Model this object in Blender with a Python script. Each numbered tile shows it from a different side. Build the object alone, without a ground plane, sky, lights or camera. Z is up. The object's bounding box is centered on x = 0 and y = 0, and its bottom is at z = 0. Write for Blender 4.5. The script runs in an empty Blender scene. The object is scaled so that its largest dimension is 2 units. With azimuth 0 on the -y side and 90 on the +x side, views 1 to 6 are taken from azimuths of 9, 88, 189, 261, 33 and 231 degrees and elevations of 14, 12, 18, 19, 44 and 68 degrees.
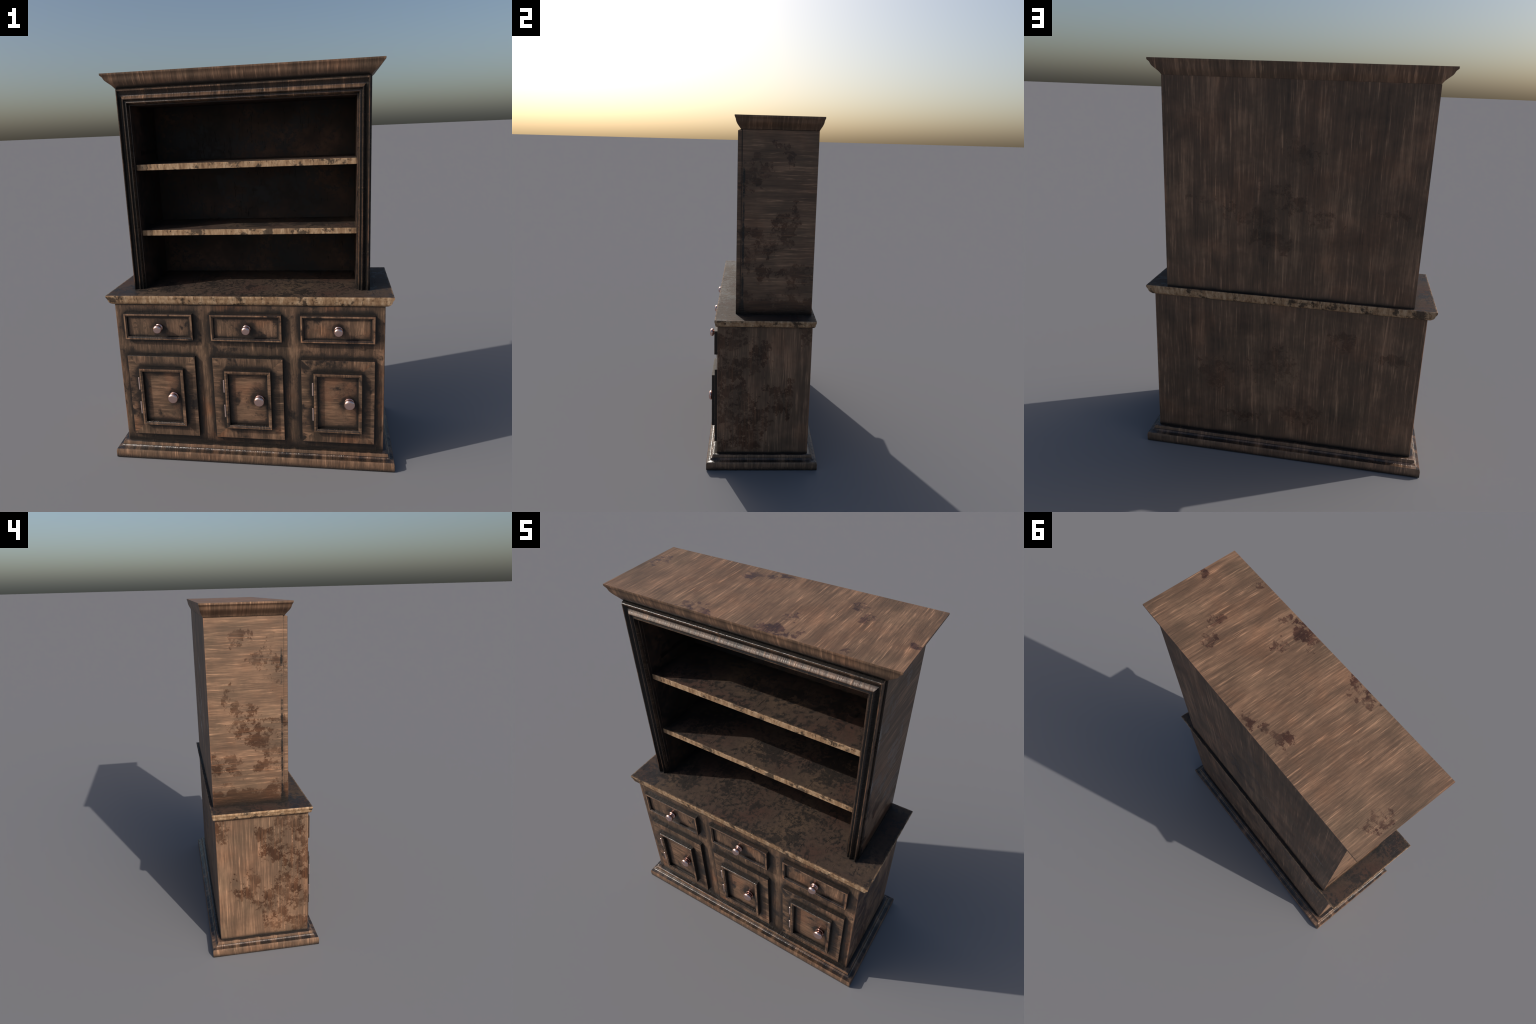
"""Aged wooden dresser: plinth, carcass with three drawers and three doors, a
worn worktop and an open two-shelf hutch with a moulded face frame and cornice.
Everything is laid out in metres, z up, front towards -y."""
import bpy, bmesh, math, random
from mathutils import Vector, noise

random.seed(7)

# ------------------------------------------------------------------ layout
BODY_X, BODY_F, BODY_B = 0.684, -0.263, 0.268      # carcass half width, front, back
BODY_Z0, BODY_Z1 = 0.070, 0.8605
BASE_X, BASE_Y = 0.7375, 0.322                     # plinth outline at the floor
TOP_X, TOP_F, TOP_B, TOP_Z = 0.7245, -0.277, 0.284, 0.909
HUT_X, HUT_F, HUT_B, HUT_IN, HUT_BACK = 0.617, -0.138, 0.266, 0.5505, 0.2145
HUT_Z1 = 1.9285
CROWN_X, CROWN_F, CROWN_B, CROWN_Z = 0.6747, -0.1815, 0.2882, 2.0
COLUMNS = (-0.4545, 0.0008, 0.4555)                # centres of the three bays
SHELVES = ((1.1910, 1.2195), (1.5285, 1.5580))


# ------------------------------------------------------------------ node helpers
class Tree:
    """Thin wrapper that keeps shader code readable."""

    def __init__(self, name):
        self.mat = bpy.data.materials.new(name)
        self.mat.use_nodes = True
        self.t = self.mat.node_tree
        self.bsdf = self.t.nodes["Principled BSDF"]

    def put(self, sock, v):
        if isinstance(v, bpy.types.NodeSocket):
            self.t.links.new(v, sock)
        elif v is not None:
            sock.default_value = v

    def math(self, op, a, b=None, c=None, clamp=False):
        n = self.t.nodes.new("ShaderNodeMath")
        n.operation, n.use_clamp = op, clamp
        for s, v in zip(n.inputs, (a, b, c)):
            self.put(s, v)
        return n.outputs[0]

    def vmath(self, op, a, b=None):
        n = self.t.nodes.new("ShaderNodeVectorMath")
        n.operation = op
        self.put(n.inputs[0], a)
        self.put(n.inputs[1], b)
        return n.outputs["Value"] if op in ("LENGTH", "DOT_PRODUCT") else n.outputs[0]

    def xyz(self, x, y, z):
        n = self.t.nodes.new("ShaderNodeCombineXYZ")
        for s, v in zip(n.inputs, (x, y, z)):
            self.put(s, v)
        return n.outputs[0]

    def split(self, v):
        n = self.t.nodes.new("ShaderNodeSeparateXYZ")
        self.put(n.inputs[0], v)
        return n.outputs

    def noise(self, vec, scale, detail=4.0, rough=0.55, distort=0.0):
        n = self.t.nodes.new("ShaderNodeTexNoise")
        self.put(n.inputs["Vector"], vec)
        n.inputs["Scale"].default_value = scale
        n.inputs["Detail"].default_value = detail
        n.inputs["Roughness"].default_value = rough
        n.inputs["Distortion"].default_value = distort
        return n.outputs["Fac"]

    def noise3(self, vec, scale, detail=3.0):
        n = self.t.nodes.new("ShaderNodeTexNoise")
        self.put(n.inputs["Vector"], vec)
        n.inputs["Scale"].default_value = scale
        n.inputs["Detail"].default_value = detail
        return n.outputs["Color"]

    def step(self, v, lo, hi, to_lo=0.0, to_hi=1.0, smooth=True):
        n = self.t.nodes.new("ShaderNodeMapRange")
        n.interpolation_type = "SMOOTHSTEP" if smooth else "LINEAR"
        self.put(n.inputs["Value"], v)
        for k, x in zip(("From Min", "From Max", "To Min", "To Max"), (lo, hi, to_lo, to_hi)):
            self.put(n.inputs[k], x)
        return n.outputs["Result"]

    def ramp(self, v, stops):
        n = self.t.nodes.new("ShaderNodeValToRGB")
        self.put(n.inputs[0], v)
        e = n.color_ramp.elements
        while len(e) < len(stops):
            e.new(0.5)
        for el, (pos, col) in zip(e, stops):
            el.position, el.color = pos, (*col, 1)
        return n.outputs[0]

    def mix(self, fac, a, b, blend="MIX"):
        n = self.t.nodes.new("ShaderNodeMix")
        n.data_type, n.blend_type = "RGBA", blend
        self.put(n.inputs[0], fac)
        for s, v in ((n.inputs[6], a), (n.inputs[7], b)):
            self.put(s, (*v, 1) if isinstance(v, tuple) else v)
        return n.outputs[2]

    def occlusion(self, dist, inside=False, samples=8):
        n = self.t.nodes.new("ShaderNodeAmbientOcclusion")
        n.samples, n.inside = samples, inside
        n.inputs["Distance"].default_value = dist
        return n.outputs["AO"]

    def blobs(self, vec, spots):
        """Largest value of 1 - distance/radius over a set of elliptical spots."""
        best = None
        for (ca, cb, ra, rb) in spots:
            d = self.vmath("SUBTRACT", vec, (ca, cb, 0))
            d = self.vmath("MULTIPLY", d, (1 / ra, 1 / rb, 0))
            v = self.math("SUBTRACT", 1.0, self.vmath("LENGTH", d))
            best = v if best is None else self.math("MAXIMUM", best, v)
        return best

    def bump(self, height, strength, dist, normal=None):
        n = self.t.nodes.new("ShaderNodeBump")
        n.inputs["Strength"].default_value = strength
        n.inputs["Distance"].default_value = dist
        self.put(n.inputs["Height"], height)
        if normal is not None:
            self.put(n.inputs["Normal"], normal)
        return n.outputs[0]

    def surface(self, color, rough, normal=None, metallic=0.0, spec=0.5):
        b = self.bsdf.inputs
        self.put(b["Base Color"], color)
        self.put(b["Roughness"], rough)
        self.put(b["Metallic"], metallic)
        self.put(b["Specular IOR Level"], spec)
        if normal is not None:
            self.put(b["Normal"], normal)
        return self.mat

    def place(self):
        g = self.t.nodes.new("ShaderNodeNewGeometry")
        p, n = g.outputs["Position"], g.outputs["True Normal"]
        return p, self.split(p), self.split(n)


# ------------------------------------------------------------------ wood
DARK, MID, LIGHT = (0.040, 0.0255, 0.0165), (0.148, 0.0845, 0.0505), (0.400, 0.224, 0.131)
GRIME = (0.0135, 0.0125, 0.0118)
RED = (0.230, 0.080, 0.036)


def wood(name, across="auto", light=0.5, blotch=0.5, stain_at=None, stain_plane="yz", stain_mul=(0.40, 0.31, 0.26),
         grime_reach=0.10, grime=(0.04, 0.30), gloss=0.0, foot=None, seed=0.0, wear=0.5, fibre=1.0, ledge=0.5, contrast=1.0,
         bumps=0.35, murk=0.5, spot_size=1.75, seam=None, length=1.0, fleck_gain=0.42, cloud_scale=6.5,
         spec=0.4, warm=0.25):
    """Streaky stained wood.  across: the world axis ACROSS the grain; "auto" lets
    the grain run up every upright face whichever way it looks."""
    t = Tree(name)
    p, (x, y, z), (nx, ny, nz) = t.place()
    if across == "auto":
        side = t.math("GREATER_THAN", t.math("ABSOLUTE", nx), t.math("ABSOLUTE", ny))
        a = t.math("ADD", t.math("MULTIPLY", side, y), t.math("MULTIPLY", t.math("SUBTRACT", 1.0, side), x))
        b = t.math("ADD", z, t.math("MULTIPLY", side, 3.1))
        depth = t.math("ADD", t.math("MULTIPLY", side, x), t.math("MULTIPLY", t.math("SUBTRACT", 1.0, side), y))
    elif across == "z":
        side = t.math("GREATER_THAN", t.math("ABSOLUTE", nx), t.math("ABSOLUTE", ny))
        a, b, depth = z, t.math("ADD", x, y), side
    else:
        a, b, depth = x, y, z
    warp = t.math("MULTIPLY", t.math("SUBTRACT", t.noise(t.vmath("ADD", p, (seed, 0, 0)), 7.0, 2), 0.5), 0.006)
    a = t.math("ADD", a, warp)
    grain = lambda ka, kb, s: t.xyz(t.math("MULTIPLY", a, ka), t.math("MULTIPLY", b, kb), t.math("ADD", t.math("MULTIPLY", depth, 0.8), seed + s))
    fine = t.noise(grain(230 * fibre, 15 / length, 0), 1.0, 4, 0.6)
    mid = t.noise(grain(75 * fibre, 6.5 / length, 5.3), 1.0, 4, 0.6)
    wide = t.noise(grain(20, 2.6 / length, 9.1), 1.0, 3, 0.5)
    cloud = t.noise(t.vmath("ADD", p, (seed * 3 + 2, 1, 4)), cloud_scale, 6, 0.62, 0.3)
    v = t.math("ADD", t.math("MULTIPLY", fine, 0.26), t.math("MULTIPLY", mid, 0.40))
    v = t.math("ADD", v, t.math("MULTIPLY", wide, 0.34))
    v = t.math("ADD", v, t.math("MULTIPLY", t.math("SUBTRACT", cloud, 0.5), 0.9 * blotch))
    v = t.step(v, 0.5 - 0.15 / contrast, 0.5 + 0.16 / contrast, 0, 1, smooth=False)
    v = t.math("ADD", v, light - 0.5)
    fleck = t.step(t.math("ADD", t.math("MULTIPLY", mid, 0.6), t.math("MULTIPLY", fine, 0.4)), 0.555, 0.67, 0, fleck_gain)
    v = t.math("ADD", v, fleck)
    col = t.ramp(v, [(0.0, DARK), (0.48, MID), (1.0, LIGHT)])
    # warm/grey drift over the piece
    drift = t.noise(t.vmath("ADD", p, (9.0 + seed, 2.0, 0.3)), 5.0, 4)
    col = t.mix(t.step(drift, 0.44, 0.66, 0, 0.75), col, t.mix(1.0, col, (0.80, 0.86, 0.87), "MULTIPLY"))
    col = t.mix(t.step(drift, 0.34, 0.46, warm, 0), col, t.mix(1.0, col, (1.16, 0.93, 0.78), "MULTIPLY"))
    # ragged old varnish: overall sparse patches, plus placed stains
    rag = t.noise(t.vmath("ADD", p, (seed + 5.7, 3.3, 1.2)), 15.0, 8, 0.68)
    patch = t.step(rag, 0.64, 0.70, 0, 0.8 * blotch)
    if stain_at:
        speck = t.noise(t.vmath("ADD", p, (0.4, 7.0 + seed, 2.6)), 48.0, 6, 0.7)
        u, w = dict(x=x, y=y, z=z)[stain_plane[0]], dict(x=x, y=y, z=z)[stain_plane[1]]
        q = t.xyz(u, w, 0.0)
        jit = t.vmath("SUBTRACT", t.noise3(p, 19.0, 7), (0.5, 0.5, 0.5))
        q = t.vmath("ADD", q, t.vmath("MULTIPLY", jit, (0.100, 0.100, 0.0)))
        s = t.blobs(q, [(u, w, ru * spot_size, rw * spot_size) for u, w, ru, rw in stain_at])
        s = t.math("MINIMUM", s, 0.36)
        s = t.math("ADD", s, t.math("MULTIPLY", t.math("SUBTRACT", rag, 0.5), 3.6))
        s = t.math("ADD", s, t.math("MULTIPLY", t.math("SUBTRACT", speck, 0.5), 2.4))
        s = t.math("ADD", s, t.math("MULTIPLY", t.math("SUBTRACT", mid, 0.5), 1.3))
        s = t.math("ADD", s, t.math("MULTIPLY", t.math("SUBTRACT", fine, 0.5), 0.8))
        depth_of = t.step(t.noise(t.vmath("ADD", p, (2.2, seed, 6.1)), 9.0, 4), 0.36, 0.60, 0.62, 0.98)
        patch = t.math("MAXIMUM", patch, t.math("MULTIPLY", t.step(s, 0.14, 0.36), depth_of))
    if foot:
        f = t.math("ADD", t.step(z, foot[0], foot[1], 1, 0, smooth=False), t.math("MULTIPLY", t.math("SUBTRACT", rag, 0.5), 2.2))
        f = t.math("ADD", f, t.math("MULTIPLY", t.math("SUBTRACT", mid, 0.5), 0.8))
        patch = t.math("MAXIMUM", patch, t.step(f, 0.38, 0.62, 0, 0.85))
    col = t.mix(patch, col, t.mix(1.0, col, stain_mul, "MULTIPLY"))
    # worn, reddish rubbed edges
    if wear > 0:
        edge = t.step(t.occlusion(0.006, True), 0.55, 0.86, 1, 0)
        where = t.step(t.noise(t.vmath("ADD", p, (1.0, seed, 8.0)), 11.0, 4), 0.47, 0.62)
        col = t.mix(t.math("MULTIPLY", t.math("MULTIPLY", edge, where), wear), col, t.mix(0.4, RED, LIGHT))
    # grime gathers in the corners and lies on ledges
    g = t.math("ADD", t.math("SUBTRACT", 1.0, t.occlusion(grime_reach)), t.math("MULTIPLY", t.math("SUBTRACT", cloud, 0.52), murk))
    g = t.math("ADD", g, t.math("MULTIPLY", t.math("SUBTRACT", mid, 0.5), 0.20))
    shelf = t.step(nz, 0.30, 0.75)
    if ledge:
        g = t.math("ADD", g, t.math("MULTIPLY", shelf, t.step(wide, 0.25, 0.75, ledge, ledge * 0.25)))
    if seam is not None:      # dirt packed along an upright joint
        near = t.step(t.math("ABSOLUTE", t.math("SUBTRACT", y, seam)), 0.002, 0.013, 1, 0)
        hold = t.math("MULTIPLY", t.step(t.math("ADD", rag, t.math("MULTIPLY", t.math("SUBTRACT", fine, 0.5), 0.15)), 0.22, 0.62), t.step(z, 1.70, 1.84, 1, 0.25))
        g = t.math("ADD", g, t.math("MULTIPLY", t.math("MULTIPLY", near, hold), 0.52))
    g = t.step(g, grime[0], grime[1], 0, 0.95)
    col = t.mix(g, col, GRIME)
    # surface
    h = t.math("ADD", t.math("MULTIPLY", fine, 0.5), t.math("MULTIPLY", mid, 0.7))
    nrm = t.bump(h, bumps, 0.004)
    r = t.math("SUBTRACT", 0.60 - gloss, t.math("MULTIPLY", g, 0.24))
    r = t.math("SUBTRACT", r, t.math("MULTIPLY", patch, 0.26))
    if ledge:
        r = t.math("SUBTRACT", r, t.math("MULTIPLY", shelf, 0.14))
    r = t.math("ADD", r, t.math("MULTIPLY", t.math("SUBTRACT", fine, 0.5), 0.25))
    return t.surface(col, t.math("MAXIMUM", r, 0.17), nrm, spec=spec)


def worn_plank(name, upright=False, dim=1.0):
    """Dark, flaking plank: brown ground, blue-black speckled patches, short cracks;
    bare tan wood wherever the face is upright (front edges and mouldings)."""
    t = Tree(name)
    p, (x, y, z), (nx, ny, nz) = t.place()
    cloud = t.noise(p, 7.0, 5, 0.6)
    flake = t.noise(t.vmath("ADD", p, (4.2, 0.7, 1.9)), 42.0, 8, 0.74)
    v = t.math("ADD", t.math("MULTIPLY", cloud, 0.50), t.math("MULTIPLY", flake, 0.62))
    black = t.step(v, 0.555, 0.605)
    hue = t.noise(t.vmath("ADD", p, (7.7, 2.4, 3.0)), 4.5, 4)
    top = t.ramp(hue, [(0.32, (0.078, 0.050, 0.032)), (0.50, (0.056, 0.036, 0.026)), (0.68, (0.056, 0.029, 0.021))])
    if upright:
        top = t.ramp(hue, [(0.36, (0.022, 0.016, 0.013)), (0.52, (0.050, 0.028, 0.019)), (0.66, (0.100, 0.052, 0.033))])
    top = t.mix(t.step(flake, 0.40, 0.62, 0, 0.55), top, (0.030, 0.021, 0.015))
    top = t.mix(t.math("MULTIPLY", black, 0.72), top, (0.0140, 0.0135, 0.0135))
    # bare edges
    ve = t.math("ADD", t.math("MULTIPLY", t.noise(t.vmath("ADD", p, (3.0, 1.5, 8.0)), 13.0, 5, 0.6), 0.68), t.math("MULTIPLY", flake, 0.34))
    ed = t.ramp(t.noise(t.vmath("MULTIPLY", p, (60, 60, 14)), 1.0, 5, 0.65),
                [(0.30, (0.19, 0.105, 0.055)), (0.50, (0.38, 0.235, 0.130)), (0.68, (0.56, 0.39, 0.245))])
    ed = t.mix(t.step(flake, 0.53, 0.64, 0, 0.60), ed, (0.125, 0.062, 0.030))
    ed = t.mix(t.math("MULTIPLY", t.step(ve, 0.535, 0.60), 0.80), ed, (0.022, 0.018, 0.015))
    if upright:
        col, slab = top, None
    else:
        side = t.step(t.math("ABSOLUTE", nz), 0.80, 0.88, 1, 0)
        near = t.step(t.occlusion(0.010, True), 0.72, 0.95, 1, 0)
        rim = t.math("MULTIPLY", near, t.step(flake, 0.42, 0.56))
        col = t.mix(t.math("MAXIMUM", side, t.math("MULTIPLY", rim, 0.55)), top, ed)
    # cracks run front to back on the slab, up and down on its edges
    al = t.math("ADD", y, z) if not upright else z
    c = t.noise(t.xyz(t.math("MULTIPLY", x, 75), t.math("MULTIPLY", al, 9.0), t.math("MULTIPLY", z, 3.0)), 1.0, 1.5, 0.5, 0.25)
    gate = t.step(t.noise(t.vmath("MULTIPLY", p, (9, 13, 9)), 1.0, 2), 0.46, 0.56)
    crack = t.math("MULTIPLY", t.step(t.math("ABSOLUTE", t.math("SUBTRACT", c, 0.635)), 0.0, 0.020, 1, 0), gate)
    col = t.mix(t.math("MULTIPLY", crack, 0.85), col, (0.008, 0.006, 0.005))
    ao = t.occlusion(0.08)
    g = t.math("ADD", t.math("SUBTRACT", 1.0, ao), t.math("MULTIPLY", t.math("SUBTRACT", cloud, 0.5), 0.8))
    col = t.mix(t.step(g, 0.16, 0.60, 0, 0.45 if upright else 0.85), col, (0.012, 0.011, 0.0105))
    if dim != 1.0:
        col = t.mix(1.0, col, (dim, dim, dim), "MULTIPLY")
    h = t.math("SUBTRACT", t.math("MULTIPLY", flake, 0.6), t.math("MULTIPLY", crack, 0.9))
    nrm = t.bump(h, 0.45, 0.004)
    return t.surface(col, t.step(black, 0, 1, 0.72, 0.52, smooth=False), nrm, spec=0.28)


def copper(name, reflect_tint):
    """Polished rose copper, tinted dark red near the wood to paint its reflection."""
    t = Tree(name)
    col = (0.78, 0.54, 0.48, 1.0) if reflect_tint else (0.92, 0.70, 0.62, 1.0)
    if reflect_tint:
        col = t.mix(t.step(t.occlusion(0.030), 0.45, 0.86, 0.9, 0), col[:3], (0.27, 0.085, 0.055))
    return t.surface(col, 0.25 if reflect_tint else 0.42, metallic=1.0)


# stains seen on the side panels (y, z, radius y, radius z) and on the cornice top (x, y, ...)
HUTCH_SIDE_STAINS = [
    (0.147, 1.485, .018, .045), (0.128, 1.445, .030, .035), (0.068, 1.449, .032, .022), (0.125, 1.365, .020, .035),
    (0.072, 1.372, .034, .034), (-0.012, 1.318, .050, .045), (0.006, 1.262, .014, .040), (-0.018, 1.719, .036, .028),
    (-0.050, 1.744, .014, .036), (0.248, 1.130, .028, .040), (0.175, 1.163, .060, .024), (0.141, 1.118, .020, .030),
    (-0.075, 1.380, .050, .016), (-0.085, 1.190, .030, .040), (-0.020, 1.150, .030, .030), (-0.100, 1.660, .034, .050),
    (0.073, 1.840, .034, .018), (0.119, 1.780, .013, .020)]
BODY_SIDE_STAINS = [
    (0.138, 0.450, .024, .050), (0.064, 0.455, .028, .032), (0.138, 0.390, .014, .045), (0.085, 0.381, .034, .034),
    (-0.020, 0.320, .050, .042), (0.006, 0.255, .012, .040), (-0.087, 0.625, .060, .035), (-0.167, 0.600, .050, .045),
    (-0.230, 0.560, .040, .060), (-0.129, 0.440, .040, .050), (-0.218, 0.410, .050, .080), (-0.141, 0.337, .040, .055),
    (-0.078, 0.388, .028, .024), (0.003, 0.740, .028, .028), (-0.035, 0.705, .036, .034), (-0.236, 0.661, .036, .040),
    (0.243, 0.815, .030, .050), (-0.225, 0.775, .060, .045), (-0.131, 0.800, .030, .040), (-0.185, 0.300, .040, .050),
    (-0.115, 0.205, .036, .040), (-0.055, 0.150, .050, .030), (-0.212, 0.135, .050, .030)]
BACK_STAINS = [          # x, z
    (0.06, 1.42, .060, .050), (-0.02, 1.37, .055, .040), (0.16, 1.30, .080, .040), (0.42, 1.37, .060, .014), (0.30, 1.33, .035, .035),
    (-0.13, 1.30, .060, .040), (-0.05, 1.62, .060, .050), (0.61, 1.70, .020, .020), (0.10, 1.18, .080, .040), (-0.48, 1.36, .060, .016),
    (-0.52, 0.62, .070, .020), (0.05, 0.52, .090, .070), (0.35, 0.45, .070, .070), (-0.10, 0.25, .090, .040), (0.25, 0.20, .090, .030), (-0.30, 0.70, .060, .040)]
CROWN_STAINS = [
    (0.255, -0.135, .030, .018), (0.160, -0.148, .050, .028), (0.161, -0.046, .022, .020), (0.187, 0.000, .012, .022),
    (-0.183, -0.158, .042, .024), (-0.134, 0.232, .055, .014), (-0.168, 0.182, .020, .020), (0.436, 0.089, .022, .020),
    (0.377, 0.172, .024, .024), (-0.346, -0.016, .012, .010), (-0.262, -0.135, .009, .012), (-0.014, 0.266, .045, .016),
    (0.656, -0.014, .018, .012), (0.457, -0.162, .014, .010), (-0.610, 0.110, .030, .020), (-0.608, 0.184, .020, .020)]

FRONT = dict(murk=0.95, grime=(-0.02, 0.120), cloud_scale=9.5, contrast=1.12, warm=0.85)
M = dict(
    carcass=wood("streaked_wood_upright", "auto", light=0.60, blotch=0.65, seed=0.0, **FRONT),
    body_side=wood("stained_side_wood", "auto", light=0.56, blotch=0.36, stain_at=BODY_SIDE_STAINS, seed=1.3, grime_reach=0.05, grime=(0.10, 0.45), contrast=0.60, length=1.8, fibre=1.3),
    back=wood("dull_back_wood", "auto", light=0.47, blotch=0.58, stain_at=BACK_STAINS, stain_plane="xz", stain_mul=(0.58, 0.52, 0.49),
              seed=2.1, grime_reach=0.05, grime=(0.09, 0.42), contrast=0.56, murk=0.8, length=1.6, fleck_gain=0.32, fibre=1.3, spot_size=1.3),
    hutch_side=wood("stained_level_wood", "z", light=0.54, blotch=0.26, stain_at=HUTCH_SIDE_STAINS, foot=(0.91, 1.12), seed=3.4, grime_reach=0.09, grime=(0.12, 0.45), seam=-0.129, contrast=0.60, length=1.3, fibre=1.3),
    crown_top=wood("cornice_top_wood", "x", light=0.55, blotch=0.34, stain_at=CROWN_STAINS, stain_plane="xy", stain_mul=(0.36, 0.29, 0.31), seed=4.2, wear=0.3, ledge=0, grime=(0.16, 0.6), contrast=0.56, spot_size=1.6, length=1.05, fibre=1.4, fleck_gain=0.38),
    crown=wood("cornice_wood", "auto", light=0.52, blotch=0.35, seed=5.0, wear=0.2, grime=(0.05, 0.28), contrast=0.68, fibre=1.2),  # tighter occlusion range darkens the undercut for its downward-facing shade
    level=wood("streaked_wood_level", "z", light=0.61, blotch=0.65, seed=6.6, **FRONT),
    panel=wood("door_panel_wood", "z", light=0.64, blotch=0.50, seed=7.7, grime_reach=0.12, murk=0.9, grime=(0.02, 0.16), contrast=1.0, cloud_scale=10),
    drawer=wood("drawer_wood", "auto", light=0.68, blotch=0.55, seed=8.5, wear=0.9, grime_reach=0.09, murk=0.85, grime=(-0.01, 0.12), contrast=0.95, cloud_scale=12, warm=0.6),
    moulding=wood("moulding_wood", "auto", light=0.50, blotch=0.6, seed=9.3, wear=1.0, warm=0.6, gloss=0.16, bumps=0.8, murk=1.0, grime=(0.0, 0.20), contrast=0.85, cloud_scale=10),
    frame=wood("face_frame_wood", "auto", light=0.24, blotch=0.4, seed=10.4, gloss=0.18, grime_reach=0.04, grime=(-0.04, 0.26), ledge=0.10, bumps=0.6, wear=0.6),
    frame_band=wood("face_frame_paler_band", "auto", light=0.36, blotch=0.5, seed=10.4, gloss=0.34, grime_reach=0.03, grime=(0.12, 0.5), ledge=0.02, bumps=1.0, wear=0.3, contrast=0.9, spec=0.95),
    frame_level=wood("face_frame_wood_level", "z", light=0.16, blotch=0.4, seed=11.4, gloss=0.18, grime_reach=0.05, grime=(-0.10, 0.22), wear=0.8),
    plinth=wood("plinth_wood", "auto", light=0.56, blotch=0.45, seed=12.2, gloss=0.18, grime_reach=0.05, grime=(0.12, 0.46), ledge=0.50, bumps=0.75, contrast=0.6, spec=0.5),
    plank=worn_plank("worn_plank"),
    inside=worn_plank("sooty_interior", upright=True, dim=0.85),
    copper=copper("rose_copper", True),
    bright_copper=copper("rose_copper_pin", False),
)


# ------------------------------------------------------------------ mesh helpers
def empty(name, parent=None, loc=(0, 0, 0)):
    o = bpy.data.objects.new(name, None)
    o.empty_display_size = 0.1
    o.location = loc
    o.parent = parent
    bpy.context.scene.collection.objects.link(o)
    return o


def add(name, bm, mats, parent, bevel=0.0, smooth=None, loc=(0, 0, 0)):
    bmesh.ops.recalc_face_normals(bm, faces=bm.faces)
    me = bpy.data.meshes.new(name)
    bm.to_mesh(me)
    bm.free()
    for m in mats:
        me.materials.append(M[m])
    o = bpy.data.objects.new(name, me)
    bpy.context.scene.collection.objects.link(o)
    o.parent, o.location = parent, loc
    if smooth:
        me.shade_smooth()
        me.set_sharp_from_angle(angle=math.radians(smooth))
    if bevel:
        b = o.modifiers.new("rounded_edges", "BEVEL")
        b.width, b.segments, b.limit_method, b.angle_limit = bevel, 2, "ANGLE", math.radians(50)
        b.harden_normals = False
    return o


def loft_rects(rings, cap0=True, cap1=True, seg=0, rough=0.0, mat_of=None, jag=0.0, seed=0):
    """Loft through level rectangles (x0, x1, y0, y1, z).  With seg > 0 the sides are
    divided so that `rough`/`jag` noise can nibble at the moulding."""
    bm = bmesh.new()
    loops = []
    for (x0, x1, y0, y1, z) in rings:
        c = [Vector((x0, y0, z)), Vector((x1, y0, z)), Vector((x1, y1, z)), Vector((x0, y1, z))]
        pts = []
        for i in range(4):
            a, b = c[i], c[(i + 1) % 4]
            n = max(1, int((b - a).length / seg)) if seg else 1
            if seg:   # same count on every ring
                w = rings[0]
                n = max(1, int(((w[1] - w[0]) if i % 2 == 0 else (w[3] - w[2])) / seg))
            pts += [a.lerp(b, k / n) for k in range(n)]
        loops.append([bm.verts.new(q) for q in pts])
    n = len(loops[0])
    for j, (A, B) in enumerate(zip(loops, loops[1:])):
        for i in range(n):
            f = bm.faces.new((A[i], A[(i + 1) % n], B[(i + 1) % n], B[i]))
            if mat_of:
                f.material_index = mat_of(j)
    for flag, L, j in ((cap0, loops[0], -1), (cap1, loops[-1], len(rings) - 1)):
        if flag:
            f = bm.faces.new(L)
            if mat_of:
                f.material_index = mat_of(j)
    if rough:
        for L in loops[1:-1]:
            for v in L:
                d = noise.noise_vector(v.co * 55 + Vector((seed, 0, 0))) * rough
                d += noise.noise_vector(v.co * 17 + Vector((0, seed, 0))) * rough
                v.co += Vector((d.x, d.y, d.z * 0.6))
    return bm


def box(x0, x1, y0, y1, z0, z1):
    return loft_rects([(x0, x1, y0, y1, z0), (x0, x1, y0, y1, z1)])


def prism(plan, z0, z1):
    bm = bmesh.new()
    lo = [bm.verts.new((x, y, z0)) for x, y in plan]
    hi = [bm.verts.new((x, y, z1)) for x, y in plan]
    n = len(plan)
    bm.faces.new(lo)
    bm.faces.new(hi)
    for i in range(n):
        bm.faces.new((lo[i], lo[(i + 1) % n], hi[(i + 1) % n], hi[i]))
    return bm


def picture_frame(hw, z0, z1, profile, rail=0, stile=1, fill=None, back=True):
    """Mitred frame facing -y: profile is a list of (inset, y); every side is swept
    through it.  fill = material slot of the panel that closes the last ring."""
    bm = bmesh.new()
    rings = []
    for (d, y) in profile:
        rings.append([bm.verts.new(c) for c in ((-hw + d, y, z0 + d), (hw - d, y, z0 + d), (hw - d, y, z1 - d), (-hw + d, y, z1 - d))])
    for A, B in zip(rings, rings[1:]):
        for i in range(4):
            f = bm.faces.new((A[i], A[(i + 1) % 4], B[(i + 1) % 4], B[i]))
            f.material_index = rail if i % 2 == 0 else stile
    if back:
        bm.faces.new(rings[0])
    if fill is not None:
        bm.faces.new(rings[-1]).material_index = fill
    return bm


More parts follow.
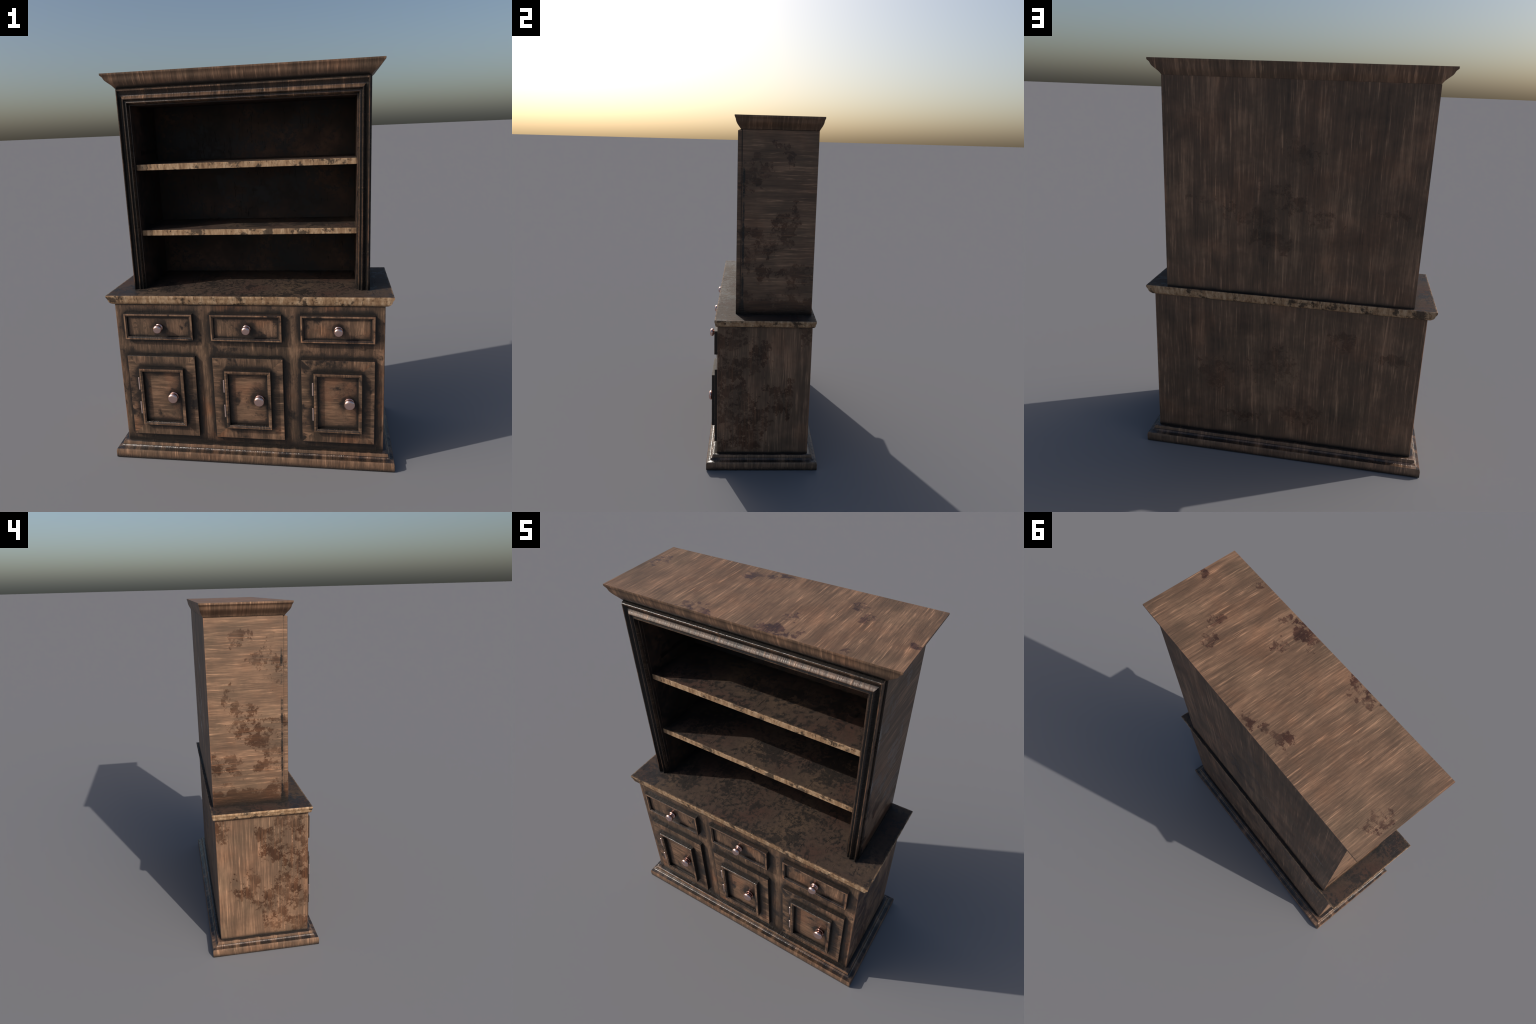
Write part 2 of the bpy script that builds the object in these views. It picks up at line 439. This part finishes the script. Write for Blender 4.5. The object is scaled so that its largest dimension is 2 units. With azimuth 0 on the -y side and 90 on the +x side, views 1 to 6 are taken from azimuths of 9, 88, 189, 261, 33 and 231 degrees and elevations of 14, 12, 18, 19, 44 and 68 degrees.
def lathe_y(profile, steps=40):
    """Turned piece about the -y axis; profile: (distance out, radius)."""
    bm = bmesh.new()
    rings = []
    for (d, r) in profile:
        if r < 1e-6:
            rings.append([bm.verts.new((0, -d, 0))])
        else:
            rings.append([bm.verts.new((r * math.cos(k * math.tau / steps), -d, r * math.sin(k * math.tau / steps))) for k in range(steps)])
    for A, B in zip(rings, rings[1:]):
        for i in range(steps):
            j = (i + 1) % steps
            if len(B) == 1:
                bm.faces.new((A[i], A[j], B[0]))
            elif len(A) == 1:
                bm.faces.new((A[0], B[j], B[i]))
            else:
                bm.faces.new((A[i], A[j], B[j], B[i]))
    bm.faces.new(rings[0]) if len(rings[0]) > 1 else None
    return bm


# ------------------------------------------------------------------ build
dresser = empty("kitchen_dresser")
dresser["label"] = "old dark wooden dresser with open hutch, drawers and copper knobs"
dresser["category"] = "dresser cabinet"

# plinth -------------------------------------------------------------------
def plinth_ring(t, z):
    fx = BODY_X + (BASE_X - BODY_X) * t
    return (-fx, fx, BODY_F + (-BASE_Y - BODY_F) * t, BODY_B + (BASE_Y - BODY_B) * t, z)

PLINTH = [(0.985, 0.0), (1.0, 0.004), (1.0, 0.0375), (0.965, 0.0425), (0.935, 0.0485), (0.90, 0.0490), (0.80, 0.0500),
          (0.68, 0.0522), (0.58, 0.0560), (0.52, 0.0605), (0.49, 0.0615), (0.455, 0.0620), (0.44, 0.0650), (0.425, 0.0730),
          (0.39, 0.0775), (0.33, 0.0795), (0.20, 0.0800), (0.02, 0.0800)]
add("plinth", loft_rects([plinth_ring(t, z) for t, z in PLINTH]), ["plinth"], dresser, smooth=28)

# carcass: three meshes, mitred at the corners -----------------------------------
bx, bf, bb = BODY_X, BODY_F, BODY_B
i = 0.03
c = 0.0025      # eased corner
add("cabinet_front", prism([(-bx + c, bf), (bx - c, bf), (bx - i, bf + i), (-bx + i, bf + i)], BODY_Z0, BODY_Z1), ["carcass"], dresser)
add("cabinet_back", prism([(-bx + c, bb), (-bx + i, bb - i), (bx - i, bb - i), (bx - c, bb)], BODY_Z0, BODY_Z1), ["back"], dresser)
for s in (-1, 1):
    plan = [(s * (bx - c), bf), (s * bx, bf + c), (s * bx, bb - c), (s * (bx - c), bb), (s * (bx - i), bb - i), (s * (bx - i), bf + i)]
    add("cabinet_side", prism(plan, BODY_Z0, BODY_Z1), ["body_side"], dresser)

# worktop ----------------------------------------------------------------------
def top_ring(t, z):
    fx = BODY_X + (TOP_X - BODY_X) * t
    return (-fx, fx, BODY_F + (TOP_F - BODY_F) * t, BODY_B + (TOP_B - BODY_B) * t, z)

WORKTOP = [(0.0, 0.8600), (0.28, 0.8625), (0.52, 0.8675), (0.68, 0.8735), (0.76, 0.8800), (0.80, 0.8865), (0.84, 0.8895), (0.90, 0.8925),
           (0.985, 0.8985), (1.0, 0.9005), (1.0, 0.9070), (0.97, 0.9088)]
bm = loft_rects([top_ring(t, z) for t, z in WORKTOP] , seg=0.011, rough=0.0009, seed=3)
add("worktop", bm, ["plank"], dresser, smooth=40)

# drawers ------------------------------------------------------------------------
KNOB = [(0.0, .84), (0.0060, .90), (0.0100, .92), (0.0130, .89), (0.0150, .80), (0.0165, .66), (0.0185, .56), (0.0210, .53), (0.0235, .56),
        (0.0255, .68), (0.0270, .86), (0.0295, .96), (0.0330, 1.0), (0.0370, .99), (0.0400, .95), (0.0428, .88), (0.0450, .79), (0.0466, .68), (0.0474, .58), (0.0474, 0.0)]
def knob_bm(radius, reach):
    k = reach / 0.0474
    return lathe_y([(d * k, r * radius) for d, r in KNOB])

knob_small = knob_large = drawer_mesh = door_meshes = None
DZ0, DZ1, DH = 0.6735, 0.8142, 0.1808
for n, cx in enumerate(COLUMNS):
    if n == 0:
        bm = picture_frame(DH, DZ0, DZ1, [(0, BODY_F + 0.004), (0, -0.2815), (0.0014, -0.2832), (0.0085, -0.2835), (0.0100, -0.2815), (0.0120, -0.2800),
                                          (0.0142, -0.2800), (0.0156, -0.2785), (0.0162, -0.2715)], rail=0, stile=0, fill=0)
        drawer = add("drawer", bm, ["drawer"], dresser, loc=(cx, 0, 0))
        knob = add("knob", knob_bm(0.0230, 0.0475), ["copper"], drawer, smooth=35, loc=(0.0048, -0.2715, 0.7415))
    else:
        d2, k2 = drawer.copy(), knob.copy()
        for o in (d2, k2):
            bpy.context.scene.collection.objects.link(o)
        d2.location = (cx, 0, 0)
        k2.parent = d2
        k2.rotation_euler = (0, 0.4 * n, 0)

# doors -----------------------------------------------------------------------------
GZ0, GZ1 = 0.1250, 0.5812
MZ0, MZ1, MH = 0.1922, 0.5178, 0.1195
door = None
hinge_prof = [(0.0, 0.0025), (0.0012, 0.0040), (0.0678, 0.0040), (0.0690, 0.0025), (0.0694, 0.0)]
for n, cx in enumerate(COLUMNS):
    if n == 0:
        slab = picture_frame(0.1812, GZ0, GZ1, [(0, BODY_F + 0.004), (0, -0.2795), (0.0012, -0.2806), (0.062, -0.2806)], rail=0, stile=1, fill=0)
        door = add("door", slab, ["carcass", "level"], dresser, loc=(cx, 0, 0))
        mould = picture_frame(MH, MZ0, MZ1, [(0, -0.2790), (0, -0.2985), (0.0014, -0.3008), (0.0095, -0.3012), (0.0115, -0.2996), (0.0128, -0.2990),
                                             (0.0160, -0.2986), (0.0176, -0.2972), (0.0184, -0.2825)], rail=0, stile=1, back=False)
        parts = [add("door_moulding", mould, ["moulding", "level"], door)]
        parts.append(add("door_panel", box(-MH + 0.0185, MH - 0.0185, -0.2812, -0.2760, MZ0 + 0.0185, MZ1 - 0.0185), ["panel"], door))
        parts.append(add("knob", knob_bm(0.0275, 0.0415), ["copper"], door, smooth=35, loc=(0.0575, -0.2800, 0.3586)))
        for hz in (0.2575, 0.3970):
            bm = lathe_y(hinge_prof, 16)
            h = add("hinge", bm, ["bright_copper"], door, smooth=35, loc=(-MH - 0.0044, -0.2975, hz))
            h.rotation_euler = (math.radians(-90), 0, 0)
            parts.append(h)
    else:
        d2 = door.copy()
        bpy.context.scene.collection.objects.link(d2)
        d2.location = (cx, 0, 0)
        for o in parts:
            k = o.copy()
            bpy.context.scene.collection.objects.link(k)
            k.parent = d2

# hutch -------------------------------------------------------------------------------
hutch = empty("hutch", dresser)
hx, hb, hi, hk = HUT_X, HUT_B, HUT_IN, HUT_BACK
Z0 = TOP_Z - 0.0012
for s in (-1, 1):
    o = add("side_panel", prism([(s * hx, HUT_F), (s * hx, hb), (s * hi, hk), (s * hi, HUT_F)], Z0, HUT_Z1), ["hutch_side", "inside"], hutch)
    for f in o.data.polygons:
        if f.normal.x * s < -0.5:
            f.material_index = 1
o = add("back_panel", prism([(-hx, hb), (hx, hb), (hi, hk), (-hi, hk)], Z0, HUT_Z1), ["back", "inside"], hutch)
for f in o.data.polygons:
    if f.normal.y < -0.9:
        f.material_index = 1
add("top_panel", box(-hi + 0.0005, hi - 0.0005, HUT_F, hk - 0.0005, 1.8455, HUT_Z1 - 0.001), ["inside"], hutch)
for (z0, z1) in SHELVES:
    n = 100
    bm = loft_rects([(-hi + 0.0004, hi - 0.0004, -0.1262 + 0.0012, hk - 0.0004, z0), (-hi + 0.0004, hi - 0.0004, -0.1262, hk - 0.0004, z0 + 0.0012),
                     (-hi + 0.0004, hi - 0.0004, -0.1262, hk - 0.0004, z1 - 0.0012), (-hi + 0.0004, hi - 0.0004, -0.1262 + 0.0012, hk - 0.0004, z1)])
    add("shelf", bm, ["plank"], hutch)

# moulded face frame, open at the bottom: rings of (x, top z, y)
FRAME = [(0.6080, 1.9315, HUT_F + 0.001), (0.6080, 1.9300, -0.1480), (0.6076, 1.9240, -0.1628), (0.6062, 1.9220, -0.1645), (0.6025, 1.9165, -0.1640), (0.5995, 1.9110, -0.1580),
         (0.5955, 1.9030, -0.1520), (0.5915, 1.8955, -0.1500), (0.5895, 1.8925, -0.1512), (0.5840, 1.8865, -0.1570), (0.5790, 1.8800, -0.1622),
         (0.5775, 1.8785, -0.1632), (0.5755, 1.8765, -0.1632), (0.5745, 1.8755, -0.1620), (0.5710, 1.8690, -0.1540), (0.5690, 1.8660, -0.1538), (0.5650, 1.8622, -0.1560),
         (0.5620, 1.8595, -0.1568), (0.5606, 1.8580, -0.1555), (0.5570, 1.8520, -0.1420), (0.5535, 1.8462, -0.1300), (0.5500, 1.8450, HUT_F + 0.016)]
bm = bmesh.new()
rings = []
for (x, z, y) in FRAME:
    rings.append([bm.verts.new(q) for q in ((-x, y, Z0), (-x, y, z), (x, y, z), (x, y, Z0))])
for j, (A, B) in enumerate(zip(rings, rings[1:])):
    for k in range(3):
        f = bm.faces.new((A[k], A[k + 1], B[k + 1], B[k]))
        f.material_index = (2 if 7 <= j <= 9 else 0) if k == 1 else (3 if j < 2 else 1)
add("face_frame", bm, ["frame", "frame_level", "frame_band", "hutch_side"], hutch, smooth=30)

# cornice --------------------------------------------------------------------------------
def crown_ring(tx, ty, z):
    cx0, cf0, cb0 = 0.6140, -0.1480, 0.2655
    fx = cx0 + (CROWN_X - cx0) * tx
    return (-fx, fx, cf0 + (CROWN_F - cf0) * ty, cb0 + (CROWN_B - cb0) * ty, z)

CORNICE = [(0.0, 0.0, HUT_Z1), (0.04, 0.06, 1.9310), (0.10, 0.18, 1.9365), (0.20, 0.34, 1.9435), (0.36, 0.52, 1.9515), (0.53, 0.66, 1.9595), (0.66, 0.74, 1.9660),
           (0.74, 0.79, 1.9720), (0.80, 0.83, 1.9795), (0.84, 0.87, 1.9830), (0.92, 0.92, 1.9870), (0.99, 0.97, 1.9905), (1.0, 1.0, 1.9925), (1.0, 1.0, CROWN_Z)]
last = len(CORNICE) - 1
bm = loft_rects([crown_ring(a, b, z) for a, b, z in CORNICE], mat_of=lambda j: 1 if j == last else 0)
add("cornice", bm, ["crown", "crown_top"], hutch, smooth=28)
